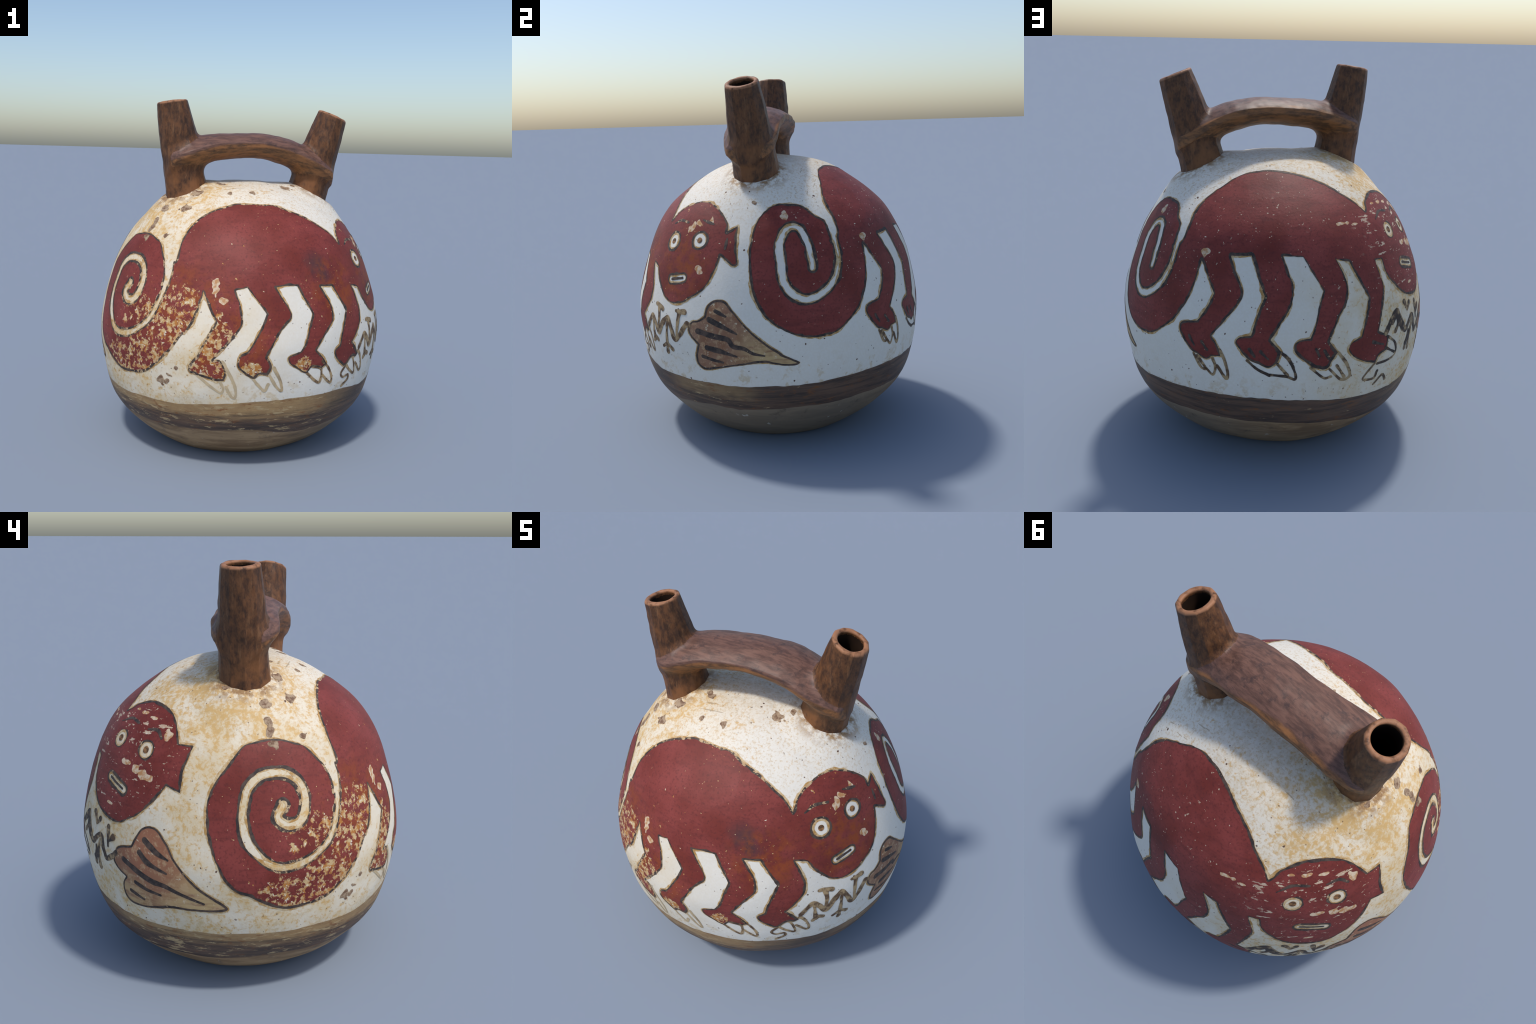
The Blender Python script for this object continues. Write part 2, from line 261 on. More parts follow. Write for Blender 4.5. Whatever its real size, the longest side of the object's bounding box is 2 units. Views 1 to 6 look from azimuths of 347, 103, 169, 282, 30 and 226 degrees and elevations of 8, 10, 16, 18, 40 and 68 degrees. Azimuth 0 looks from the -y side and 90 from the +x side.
class Canvas:
    """A piece of the body wall as a fine grid, on which shapes are signed distances in metres."""
    FAR = 0.09

    def __init__(self, lon0, lon1, lat0, lat1, step=0.25):
        self.step, self.lon0, self.lat0 = step, lon0, lat0
        self.lon = np.arange(lon0, lon1 + step / 2, step)
        self.lat = np.arange(lat0, lat1 + step / 2, step)
        self.LON, self.LAT = np.meshgrid(self.lon, self.lat)
        self.P = wall_point(self.LON, self.LAT)

    def noise(self, scale, seed):
        return lattice_noise(self.P.reshape(-1, 3) * scale + seed * 7.7, seed).reshape(self.LON.shape)

    def stroke(self, path, half_width, soft=True):
        """Brush stroke along a path; half_width is a number or (start, ..., end) along it."""
        q = soft_path(path) if soft else np.array(path, float)
        w = np.interp(np.linspace(0, 1, len(q)), np.linspace(0, 1, np.size(half_width)), np.atleast_1d(half_width))
        P3 = wall_point(q[:, 0], q[:, 1])
        out = np.full(self.LON.shape, self.FAR)
        reach_v = 5.5
        for i in range(len(q) - 1):
            m, hi = np.minimum(q[i], q[i + 1]), np.maximum(q[i], q[i + 1])
            reach_u = reach_v / max(0.25, math.cos(math.radians(max(abs(m[1]), abs(hi[1])) + 2)))
            x0 = max(0, int((m[0] - reach_u - self.lon0) / self.step)); x1 = int((hi[0] + reach_u - self.lon0) / self.step) + 2
            y0 = max(0, int((m[1] - reach_v - self.lat0) / self.step)); y1 = int((hi[1] + reach_v - self.lat0) / self.step) + 2
            if x1 <= 0 or y1 <= 0:
                continue
            win = self.P[y0:y1, x0:x1]
            if win.size == 0:
                continue
            ab = P3[i + 1] - P3[i]
            t = np.clip(((win - P3[i]) @ ab) / max(ab @ ab, 1e-12), 0, 1)
            d = np.linalg.norm(win - P3[i] - t[..., None] * ab, axis=-1) - (w[i] + t * (w[i + 1] - w[i]))
            out[y0:y1, x0:x1] = np.minimum(out[y0:y1, x0:x1], d)
        return out

    def area(self, pieces):
        """Closed outline made of curved pieces that meet at corners: negative inside."""
        q = np.vstack([soft_path(p) for p in pieces.values()])
        q = np.vstack([q, q[:1]])
        keep = np.r_[True, np.abs(np.diff(q, axis=0)).sum(1) > 1e-6]
        q = q[keep]
        d = np.maximum(self.stroke(q, 0.0, soft=False), 0)
        inside = np.zeros(self.LON.shape, bool)
        for r, v in enumerate(self.lat + 1e-5):
            a, b = q[:-1], q[1:]
            hit = (a[:, 1] > v) != (b[:, 1] > v)
            if hit.any():
                x = a[hit, 0] + (v - a[hit, 1]) / (b[hit, 1] - a[hit, 1]) * (b[hit, 0] - a[hit, 0])
                inside[r] = np.searchsorted(np.sort(x), self.lon) % 2 == 1
        return np.where(inside, -d, d)

    def spot(self, lon, lat, along, across, ragged=0.35, seed=5):
        c = wall_point(np.array([lon]), np.array([lat]))[0]
        a = math.radians(lon)
        east = np.array([-math.sin(a), math.cos(a), 0])
        rel = self.P - c
        u = rel @ east
        v = np.sqrt(np.maximum((rel * rel).sum(-1) - u * u, 0))
        s = min(along, across)
        r = np.sqrt((u / along) ** 2 + (v / across) ** 2)
        return (r - 1) * s + ragged * s * self.noise(55.0, seed)

    def cut(self, name, field, lift, material, parent, kinds=None):
        """Mesh of the part of the wall where field < 0, with clean edges, lifted by some metres.
        kinds: function (lon, lat) -> index, and names, to split it into several part objects."""
        ny, nx = field.shape
        f = np.where(field == 0, 1e-9, field)
        inside = f < 0
        n_in = inside[:-1, :-1].astype(int) + inside[1:, :-1] + inside[:-1, 1:] + inside[1:, 1:]
        uv = np.stack([self.LON, self.LAT], -1).reshape(-1, 2)
        vid = np.arange(ny * nx).reshape(ny, nx)
        y, x = np.nonzero(n_in == 4)
        faces = np.stack([vid[y, x], vid[y, x + 1], vid[y + 1, x + 1], vid[y + 1, x]], 1).tolist()
        extra, known = [], {}
        flat = f.reshape(-1)

        def crossing(a, b):
            key = (a, b) if a < b else (b, a)
            if key not in known:
                t = flat[a] / (flat[a] - flat[b])
                t = min(max(t, 0.02), 0.98)
                known[key] = ny * nx + len(extra)
                extra.append(uv[a] + (uv[b] - uv[a]) * t)
            return known[key]
        for cy, cx in zip(*np.nonzero((n_in > 0) & (n_in < 4))):
            ring = (vid[cy, cx], vid[cy, cx + 1], vid[cy + 1, cx + 1], vid[cy + 1, cx])
            poly = []
            for k in range(4):
                a, b = int(ring[k]), int(ring[(k + 1) % 4])
                if flat[a] < 0:
                    poly.append(a)
                if (flat[a] < 0) != (flat[b] < 0):
                    poly.append(crossing(a, b))
            if len(poly) >= 3:
                faces.append(poly)
        if not faces:
            return []
        all_uv = np.vstack([uv, np.array(extra).reshape(-1, 2)])
        groups = {name: faces}
        if kinds:
            rule, names = kinds
            mid = np.array([all_uv[p].mean(0) for p in faces])
            which = rule(mid[:, 0], mid[:, 1])
            groups = {}
            for k, p in zip(which, faces):
                groups.setdefault(names[k], []).append(p)
        made = []
        for key, fs in groups.items():
            used = np.unique(np.concatenate([np.asarray(p) for p in fs]))
            back = np.full(len(all_uv), -1)
            back[used] = np.arange(len(used))
            pts = wall_point(all_uv[used, 0], all_uv[used, 1], lift)
            made.append(add_mesh(key.split("#")[0], pts, [back[p].tolist() for p in fs], material, parent))
        return made


def add_mesh(name, verts, faces, material, parent=None, smooth=True):
    me = bpy.data.meshes.new(name)
    me.from_pydata(np.asarray(verts).tolist(), [], faces)
    me.update()
    if smooth:
        me.polygons.foreach_set("use_smooth", np.ones(len(me.polygons), bool))
    me.materials.append(material)
    ob = bpy.data.objects.new(name, me)
    bpy.context.scene.collection.objects.link(ob)
    ob.parent = parent
    return ob


# ------------------------------------------------------------------ materials
class Nodes:
    """Small helper to write node trees as expressions."""

    def __init__(self, name, roughness=0.6, specular=0.4):
        self.mat = bpy.data.materials.new(name)
        self.mat.use_nodes = True
        self.t = self.mat.node_tree
        self.bsdf = self.t.nodes["Principled BSDF"]
        self.bsdf.inputs["Roughness"].default_value = roughness
        self.bsdf.inputs["Specular IOR Level"].default_value = specular
        self.pos = self.t.nodes.new("ShaderNodeTexCoord").outputs["Object"]

    def put(self, socket, v):
        if isinstance(v, bpy.types.NodeSocket):
            self.t.links.new(v, socket)
        elif isinstance(v, (tuple, list)) and len(v) == 3 and socket.type == "RGBA":
            socket.default_value = (*v, 1)
        else:
            socket.default_value = v

    def math(self, op, a, b=0.0, clamp=False):
        n = self.t.nodes.new("ShaderNodeMath")
        n.operation, n.use_clamp = op, clamp
        self.put(n.inputs[0], a)
        self.put(n.inputs[1], b)
        return n.outputs[0]

    def scaled(self, v):
        n = self.t.nodes.new("ShaderNodeMapping")
        self.put(n.inputs["Vector"], self.pos)
        n.inputs["Scale"].default_value = v
        return n.outputs[0]

    def noise(self, scale, detail=4, rough=0.55, vec=None, distortion=0.0):
        n = self.t.nodes.new("ShaderNodeTexNoise")
        self.put(n.inputs["Vector"], vec or self.pos)
        n.inputs["Scale"].default_value = scale
        n.inputs["Detail"].default_value = detail
        n.inputs["Roughness"].default_value = rough
        n.inputs["Distortion"].default_value = distortion
        return n.outputs["Fac"]

    def warped(self, scale, amount):
        """Object coordinates shaken by noise, so that cells and lines lose their regularity."""
        t = self.t.nodes.new("ShaderNodeTexNoise")
        self.put(t.inputs["Vector"], self.pos)
        t.inputs["Scale"].default_value = scale
        t.inputs["Detail"].default_value = 3
        m = self.t.nodes.new("ShaderNodeVectorMath")
        m.operation = "MULTIPLY_ADD"
        self.t.links.new(t.outputs["Color"], m.inputs[0])
        m.inputs[1].default_value = (amount,) * 3
        self.put(m.inputs[2], self.pos)
        return m.outputs[0]

    def cells(self, scale, vec=None):
        n = self.t.nodes.new("ShaderNodeTexVoronoi")
        self.put(n.inputs["Vector"], vec or self.pos)
        n.inputs["Scale"].default_value = scale
        sep = self.t.nodes.new("ShaderNodeSeparateColor")
        self.t.links.new(n.outputs["Color"], sep.inputs[0])
        return n.outputs["Distance"], sep.outputs[0]

    def ramp(self, v, lo, hi):
        n = self.t.nodes.new("ShaderNodeMapRange")
        n.interpolation_type = "SMOOTHSTEP"
        self.put(n.inputs["Value"], v)
        self.put(n.inputs["From Min"], lo)
        self.put(n.inputs["From Max"], hi)
        return n.outputs["Result"]

    def mix(self, fac, a, b, mode="MIX"):
        n = self.t.nodes.new("ShaderNodeMix")
        n.data_type, n.blend_type = "RGBA", mode
        self.put(n.inputs[0], fac)
        self.put(n.inputs[6], a)
        self.put(n.inputs[7], b)
        return n.outputs[2]

    def near(self, lon, lat, radius, soft=0.6):
        """1 close to a place on the body wall, fading to 0 at the radius."""
        return self.near_point(wall_point(np.array([lon]), np.array([lat]))[0], radius, soft)

    def near_point(self, c, radius, soft=0.6):
        n = self.t.nodes.new("ShaderNodeVectorMath")
        n.operation = "DISTANCE"
        self.put(n.inputs[0], self.pos)
        n.inputs[1].default_value = tuple(float(x) for x in c)
        return self.ramp(n.outputs["Value"], radius, radius * (1 - soft))

    def axis(self, i):
        n = self.t.nodes.new("ShaderNodeSeparateXYZ")
        self.put(n.inputs[0], self.pos)
        return n.outputs[i]

    def along(self, direction, origin):
        n = self.t.nodes.new("ShaderNodeVectorMath")
        n.operation = "DOT_PRODUCT"
        self.put(n.inputs[0], self.pos)
        n.inputs[1].default_value = tuple(float(x) for x in direction)
        return self.math("SUBTRACT", n.outputs["Value"], float(np.dot(direction, origin)))

    def highest(self, *v):
        out = v[0]
        for x in v[1:]:
            out = self.math("MAXIMUM", out, x)
        return out

    def times(self, a, b):
        return self.math("MULTIPLY", a, b, True)

    def finish(self, colour, bump=None, strength=0.3, distance=0.004):
        self.put(self.bsdf.inputs["Base Color"], colour)
        if bump is not None:
            n = self.t.nodes.new("ShaderNodeBump")
            n.inputs["Strength"].default_value = strength
            n.inputs["Distance"].default_value = distance
            self.put(n.inputs["Height"], bump)
            self.t.links.new(n.outputs["Normal"], self.bsdf.inputs["Normal"])
        return self.mat


CREAM = (0.78, 0.725, 0.62)
OCHRE = (0.60, 0.355, 0.105)
TAN = (0.50, 0.35, 0.19)
CLAY = (0.27, 0.19, 0.14)


def slip_colour(n):
    """Cream slip, stained ochre in fine mottling, most of it on the -x side."""
    west = n.ramp(n.axis(0), 0.25, -0.6)
    shoulder = n.ramp(n.axis(2), 1.15, 1.45)
    grain = n.noise(95, 3, 0.6)
    fine = n.noise(44, 6, 0.66, n.warped(9, 0.06))
    broad = n.noise(6.5, 4, 0.6)
    soil = n.math("ADD", n.math("MULTIPLY", west, 0.19), n.math("MULTIPLY", shoulder, 0.10))
    lo = n.math("SUBTRACT", n.math("SUBTRACT", 0.84, soil), n.math("MULTIPLY", broad, 0.36))
    stain = n.times(n.ramp(fine, lo, n.math("ADD", lo, 0.20)), 0.80)
    c = n.mix(n.times(n.noise(20, 5), 0.5), CREAM, (0.66, 0.62, 0.55))
    c = n.mix(n.times(n.ramp(grain, 0.42, 0.62), 0.35), c, (0.80, 0.77, 0.71))
    c = n.mix(n.math("MULTIPLY", west, 0.55), c, (0.72, 0.60, 0.41))
    c = n.mix(n.times(n.ramp(broad, 0.34, 0.66), n.math("MULTIPLY", west, 0.6)), c, (0.64, 0.47, 0.23))
    c = n.mix(stain, c, OCHRE)
    # brown grime where the spouts are set into the shoulder
    ring = n.highest(*[n.near_point(p, 0.215, 0.42) for p in ((-0.375, -0.10, 1.47), (0.40, -0.008, 1.455))])
    c = n.mix(n.times(ring, n.ramp(n.noise(24, 5, 0.65), 0.40, 0.60)), c, (0.30, 0.17, 0.075))
    # darker ochre grain under the bridge
    under_grain = n.times(n.near_point((0.05, 0.08, 1.56), 0.42, 0.6), n.ramp(n.noise(30, 5, 0.65), 0.35, 0.65))
    c = n.mix(n.times(under_grain, 0.35), c, (0.50, 0.40, 0.25))
    south = n.ramp(n.axis(2), 0.62, 0.40)
    dirt = n.noise(15, 6, 0.68, n.warped(5, 0.08))
    c = n.mix(n.times(n.ramp(dirt, 0.53, 0.64), n.math("MULTIPLY", south, 0.6)), c, (0.55, 0.39, 0.18))
    sand = n.times(n.ramp(n.noise(78, 4, 0.65), 0.50, 0.64), n.math("MULTIPLY", n.ramp(n.axis(2), 1.05, 1.42), 0.5))
    c = n.mix(sand, c, (0.54, 0.37, 0.17))
    d, pick = n.cells(24, n.warped(30, 0.02))
    pit = n.times(n.ramp(d, 0.15, 0.09), n.ramp(pick, 0.84, 0.86))
    d2, pick2 = n.cells(62, n.warped(50, 0.012))
    pit2 = n.times(n.ramp(d2, 0.26, 0.14), n.ramp(pick2, 0.92, 0.93))
    scratch = n.times(n.ramp(n.noise(5, 3, 0.5, n.scaled((1.0, 9.0, 3.0))), 0.705, 0.715), n.ramp(n.axis(2), 1.0, 1.2))
    c = n.mix(n.times(scratch, 0.6), c, (0.33, 0.24, 0.14))
    return n.mix(n.highest(pit, n.math("MULTIPLY", pit2, 0.8)), c, (0.13, 0.07, 0.045)), fine


def make_slip():
    n = Nodes("cream_slip", 0.62, 0.35)
    c, fine = slip_colour(n)
    return n.finish(c, n.noise(60, 5), 0.25, 0.004)


def make_red():
    n = Nodes("red_slip", 0.58, 0.28)
    base = n.mix(n.ramp(n.noise(5, 5, 0.6), 0.3, 0.7), (0.162, 0.026, 0.018), (0.238, 0.047, 0.039))
    base = n.mix(n.times(n.ramp(n.noise(85, 3, 0.6), 0.5, 0.68), 0.55), base, (0.095, 0.018, 0.016))
    wipe = n.noise(6, 6, 0.66, n.scaled((1.0, 1.0, 7.0)))
    base = n.mix(n.times(n.ramp(wipe, 0.48, 0.70), 0.6), base, (0.125, 0.024, 0.020))
    smudge = n.times(n.near(293, 29, 0.14, 0.8), n.ramp(n.noise(12, 4), 0.25, 0.6))
    base = n.mix(n.times(smudge, 0.85), base, (0.050, 0.030, 0.036))
    rust = n.times(n.highest(n.near(330, 22, 0.30, 0.8), n.near(236, 12, 0.35, 0.7), n.near(250, 5, 0.38, 0.7), n.near(300, 22, 0.25, 0.8)), n.ramp(n.noise(15, 6, 0.68), 0.42, 0.66))
    base = n.mix(n.times(rust, 0.8), base, (0.27, 0.062, 0.010))
    # flakes: small ones everywhere, thick in the places that have suffered
    heavy = n.highest(n.near(234, 10, 0.30, 0.7), n.near(220, -7, 0.27, 0.6), n.near(219, 10, 0.17, 0.7), n.near(248, 6, 0.20, 0.7), n.near(245, -8, 0.18, 0.4), n.near(205, -10, 0.17, 0.6), n.near(224, -6, 0.12, 0.5), n.near(262, -8, 0.09, 0.5), n.math("MULTIPLY", n.near(282, -7, 0.08, 0.5), 0.8))
    medium = n.highest(n.near(150, 30, 0.36, 0.5), n.near(297, 25, 0.13, 0.6), n.near(262, -7, 0.15, 0.5), n.near(290, 14, 0.2, 0.6), n.near(50, 35, 0.4, 0.7), n.near(80, 42, 0.4, 0.7), n.near(282, -6, 0.12), n.near(110, 18, 0.3, 0.6))
    f1 = n.noise(30, 5, 0.66, n.warped(12, 0.05))
    thr = n.math("SUBTRACT", n.math("SUBTRACT", 0.735, n.math("MULTIPLY", heavy, 0.245)), n.math("MULTIPLY", medium, 0.068))
    flake = n.ramp(f1, thr, n.math("ADD", thr, 0.035))
    patch = n.noise(11, 6, 0.7, n.warped(14, 0.04))
    flake = n.highest(flake, n.times(n.ramp(patch, 0.56, 0.60), n.ramp(n.highest(n.near(222, -6, 0.20, 0.5), n.near(236, 3, 0.13, 0.5), n.near(212, 8, 0.10, 0.5), n.near(206, -10, 0.16, 0.5)), 0.3, 0.6)))
    lines = n.noise(9, 4, 0.6, n.scaled((1.3, 1.3, 4.5)))
    flake = n.highest(flake, n.times(n.ramp(lines, 0.615, 0.64), n.near(148, 33, 0.42, 0.4)))
    specks = 0.0
    for scale, size, many in ((19, 0.20, 0.86), (33, 0.24, 0.83), (58, 0.28, 0.82)):
        d, pick = n.cells(scale, n.warped(scale * 1.4, 0.9 / scale))
        some = n.math("SUBTRACT", many, n.math("MULTIPLY", n.highest(heavy, medium), 0.22))
        edge = n.math("MULTIPLY", n.noise(scale * 0.6, 2), size)
        specks = n.math("MAXIMUM", specks, n.times(n.ramp(d, edge, n.math("MULTIPLY", edge, 0.75)), n.ramp(pick, some, n.math("ADD", some, 0.02))))
    flake = n.highest(flake, specks)
    pale = n.mix(n.ramp(n.noise(40, 5, 0.65), 0.42, 0.60), (0.58, 0.41, 0.21), (0.44, 0.18, 0.04))
    pale = n.mix(n.times(n.ramp(n.axis(1), -0.1, 0.3), 0.75), pale, (0.55, 0.43, 0.33))
    pale = n.mix(n.times(n.ramp(n.noise(70, 2), 0.60, 0.66), 0.8), pale, (0.74, 0.68, 0.56))
    c = n.mix(flake, base, pale)
    h = n.math("SUBTRACT", n.noise(70, 4), flake)
    return n.finish(c, h, 0.3, 0.003)


def make_dark_line():
    n = Nodes("dark_line", 0.6, 0.3)
    c = n.mix(n.ramp(n.noise(32, 5, 0.65), 0.35, 0.65), (0.035, 0.026, 0.024), (0.105, 0.070, 0.052))
    worn = n.highest(n.near(225, 5, 0.45, 0.4), n.near(245, -3, 0.32, 0.4), n.near(265, 58, 0.5, 0.4), n.near(328, 46, 0.25, 0.5))
    thr = n.math("SUBTRACT", 0.625, n.math("MULTIPLY", worn, 0.115))
    c = n.mix(n.ramp(n.noise(33, 6, 0.68, n.warped(20, 0.03)), thr, n.math("ADD", thr, 0.05)), c, n.mix(n.noise(50, 3), (0.62, 0.50, 0.32), (0.36, 0.17, 0.05)))
    return n.finish(c, n.noise(70, 4), 0.2, 0.003)


def make_fringe():
    n = Nodes("ochre_fringe", 0.65, 0.3)
    c = n.mix(n.ramp(n.noise(34, 6, 0.68), 0.36, 0.62), (0.64, 0.50, 0.30), (0.43, 0.235, 0.070))
    return n.finish(c)


def make_brown_brush():
    n = Nodes("brown_brush_line", 0.6, 0.3)
    c = n.mix(n.ramp(n.noise(28, 4, 0.6), 0.40, 0.62), (0.115, 0.065, 0.035), (0.42, 0.29, 0.15))
    dark = n.highest(n.near(134, 1, 0.36, 0.3), n.near(85, -5, 0.25, 0.4))
    faint = n.near(255, -12, 0.33, 0.4)
    c = n.mix(n.times(dark, n.ramp(n.noise(24, 3), 0.62, 0.45)), c, (0.05, 0.034, 0.026))
    c = n.mix(n.times(faint, 0.75), c, (0.60, 0.47, 0.29))
    return n.finish(c)


def make_fan():
    n = Nodes("brown_wash", 0.62, 0.3)
    c = n.mix(n.ramp(n.noise(12, 4), 0.35, 0.65), (0.25, 0.115, 0.058), (0.30, 0.16, 0.095))
    tip = n.highest(n.near(14, -10, 0.30, 0.7), n.near(184, -12, 0.38, 0.6), n.math("MULTIPLY", n.near(157, -13, 0.16, 0.7), 0.8))
    streak = n.noise(9, 4, 0.6, n.scaled((1.0, 1.0, 5.0)))
    c = n.mix(n.times(tip, n.ramp(streak, 0.25, 0.6)), c, (0.52, 0.36, 0.17))
    west = n.times(n.ramp(n.axis(0), 0.0, -0.5), n.near(165, 3, 0.30, 0.7))
    c = n.mix(n.times(west, 0.75), c, (0.35, 0.135, 0.070))
    c = n.mix(n.times(n.ramp(n.noise(30, 6, 0.7), 0.50, 0.62), 0.6), c, (0.55, 0.37, 0.20))
    c = n.mix(n.ramp(n.noise(40, 4, 0.6), 0.62, 0.70), c, (0.62, 0.50, 0.34))
    return n.finish(c)


def make_band():
    n = Nodes("dark_band", 0.55, 0.35)
    streak = n.noise(3.0, 7, 0.72, n.scaled((1.0, 1.0, 13.0)), 0.4)
    c = n.mix(n.ramp(streak, 0.35, 0.65), (0.058, 0.040, 0.031), (0.15, 0.088, 0.056))
    # on the front and the -x side the paint has worn thin in its upper half
    lean = n.math("ADD", n.math("MULTIPLY", n.axis(0), -0.75), n.math("MULTIPLY", n.axis(1), -0.65))
    thin = n.highest(n.ramp(lean, -0.15, 0.45), n.math("MULTIPLY", n.near(345, -24, 0.34, 0.6), 0.6))
    high = n.ramp(n.math("ADD", n.axis(2), n.math("MULTIPLY", streak, 0.20)), 0.385, 0.465)
    c = n.mix(n.times(thin, n.math("MULTIPLY", high, 0.9)), c, n.mix(n.noise(20, 5), (0.48, 0.32, 0.145), (0.27, 0.15, 0.065)))
    spots = n.noise(10, 6, 0.72, n.scaled((1.0, 1.0, 4.5)))
    lo = n.math("SUBTRACT", 0.65, n.math("MULTIPLY", thin, 0.10))
    c = n.mix(n.ramp(spots, lo, n.math("ADD", lo, 0.05)), c, (0.44, 0.31, 0.16))
    orange = n.noise(13, 6, 0.7, n.scaled((1.0, 1.0, 3.0)))
    c = n.mix(n.times(n.ramp(orange, 0.55, 0.68), 0.8), c, (0.21, 0.080, 0.026))
    return n.finish(c, streak, 0.4, 0.006)


def make_foot():
    n = Nodes("bare_clay", 0.6, 0.35)
    streak = n.noise(3.5, 6, 0.7, n.scaled((1.0, 1.0, 6.0)), 0.5)
    c = n.mix(n.ramp(streak, 0.35, 0.65), (0.225, 0.135, 0.066), (0.40, 0.26, 0.135))
    east = n.ramp(n.axis(0), 0.0, 0.6)
    c = n.mix(n.times(east, 0.7), c, (0.19, 0.16, 0.12))
    c = n.mix(n.times(n.ramp(n.noise(9, 6, 0.7), 0.56, 0.68), 0.6), c, (0.10, 0.07, 0.05))
    c = n.mix(n.ramp(n.noise(16, 6, 0.68), 0.65, 0.70), c, (0.50, 0.45, 0.37))
    return n.finish(c, n.noise(40, 5), 0.3, 0.005)


def make_chip():
    n = Nodes("chipped_clay", 0.7, 0.25)
    c = n.mix(n.ramp(n.noise(48, 5, 0.65), 0.35, 0.62), (0.16, 0.085, 0.050), (0.40, 0.29, 0.19))
    return n.finish(c, n.noise(60, 4), 0.4, 0.004)


def make_worn():
    n = Nodes("worn_through_slip", 0.7, 0.25)
    c = n.mix(n.ramp(n.noise(45, 4), 0.4, 0.62), (0.64, 0.50, 0.35), (0.47, 0.24, 0.10))
    return n.finish(c)


def make_pupil():
    n = Nodes("pupil_brown", 0.6, 0.3)
    c = n.mix(n.ramp(n.noise(60, 3), 0.45, 0.6), (0.11, 0.055, 0.025), (0.33, 0.16, 0.06))
    return n.finish(c)


def brown_base(n):
    grain = n.noise(24, 7, 0.72, n.scaled((1.6, 1.6, 0.8)))
    c = n.mix(n.ramp(grain, 0.34, 0.64), (0.052, 0.023, 0.011), (0.150, 0.060, 0.021))
    drag = n.noise(14, 6, 0.68, n.scaled((3.2, 3.2, 0.6)))
    c = n.mix(n.times(n.ramp(drag, 0.52, 0.70), 0.65), c, (0.225, 0.108, 0.046))
    c = n.mix(n.times(n.ramp(n.noise(30, 6, 0.72, n.scaled((1.5, 1.5, 0.9))), 0.52, 0.70), 0.6), c, (0.026, 0.015, 0.012))
    return c, grain


def make_spout(rims):
    n = Nodes("brown_spout_slip", 0.5, 0.32)
    c, grain = brown_base(n)
    low = n.times(n.ramp(n.noise(9, 5, 0.6), 0.42, 0.62), n.ramp(n.axis(2), 1.72, 1.50))
    c = n.mix(n.times(low, 0.75), c, (0.23, 0.092, 0.030))
    edge = n.highest(*[n.ramp(n.along(d, o), -0.016, -0.006) for o, d in rims])
    c = n.mix(n.times(edge, n.ramp(n.noise(26, 4), 0.30, 0.52)), c, (0.36, 0.165, 0.080))
    return n.finish(c, grain, 0.45, 0.006)


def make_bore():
    n = Nodes("bore_shade", 0.8, 0.15)
    c = n.mix(n.noise(20, 4), (0.010, 0.006, 0.004), (0.035, 0.018, 0.010))  # near black: the darkness of the deep hollow put into the colour
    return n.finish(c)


def make_bridge():
    n = Nodes("brown_bridge_slip", 0.5, 0.35)
    fibre = n.noise(10, 7, 0.7, n.scaled((1.0, 5.0, 5.0)))
    c = n.mix(n.ramp(fibre, 0.32, 0.66), (0.090, 0.045, 0.033), (0.190, 0.095, 0.066))
    c = n.mix(n.times(n.ramp(n.noise(22, 6, 0.7), 0.52, 0.66), 0.65), c, (0.048, 0.030, 0.028))
    # worn lip, and a belly below it in the same warmer brown: height above the arch of the edge
    x = n.math("ADD", n.axis(0), 0.03)
    arch = n.math("SUBTRACT", 1.757, n.math("MULTIPLY", n.math("MULTIPLY", x, x), 0.55))
    rel = n.math("SUBTRACT", n.math("SUBTRACT", n.axis(2), arch), n.math("MULTIPLY", n.math("ADD", n.axis(1), 0.055), 0.12))
    lip = n.ramp(n.math("ADD", rel, n.math("MULTIPLY", n.noise(12, 4), 0.014)), 0.030, 0.018)
    warm = n.mix(n.ramp(n.noise(9, 6, 0.7, n.scaled((1.0, 4.0, 4.0))), 0.36, 0.62), (0.085, 0.042, 0.018), (0.29, 0.122, 0.040))
    c = n.mix(n.times(lip, 0.9), c, warm)
    return n.finish(c, fibre, 0.25, 0.004)


# ------------------------------------------------------------------ spouts and bridge
# each spout: axis from base to rim, the direction its mouth faces, and its radius along the axis
SPOUTS = [
    dict(base=(-0.338, -0.098, 1.36), rim=(-0.4495, -0.103, 1.988), faces=(-0.166, -0.01, 0.986),
         radius=[(0.0, 0.145), (0.09, 0.126), (0.14, 0.119), (0.20, 0.115), (0.28, 0.113), (0.37, 0.111), (0.47, 0.106), (0.56, 0.097), (0.64, 0.088)], sides=11, turn=0.3),
    dict(base=(0.355, -0.004, 1.34), rim=(0.535, -0.041, 1.940), faces=(0.368, -0.05, 0.928),
         radius=[(0.0, 0.155), (0.09, 0.132), (0.15, 0.124), (0.22, 0.119), (0.30, 0.115), (0.38, 0.112), (0.46, 0.107), (0.54, 0.098), (0.62, 0.088)], sides=11, turn=0.1),
]
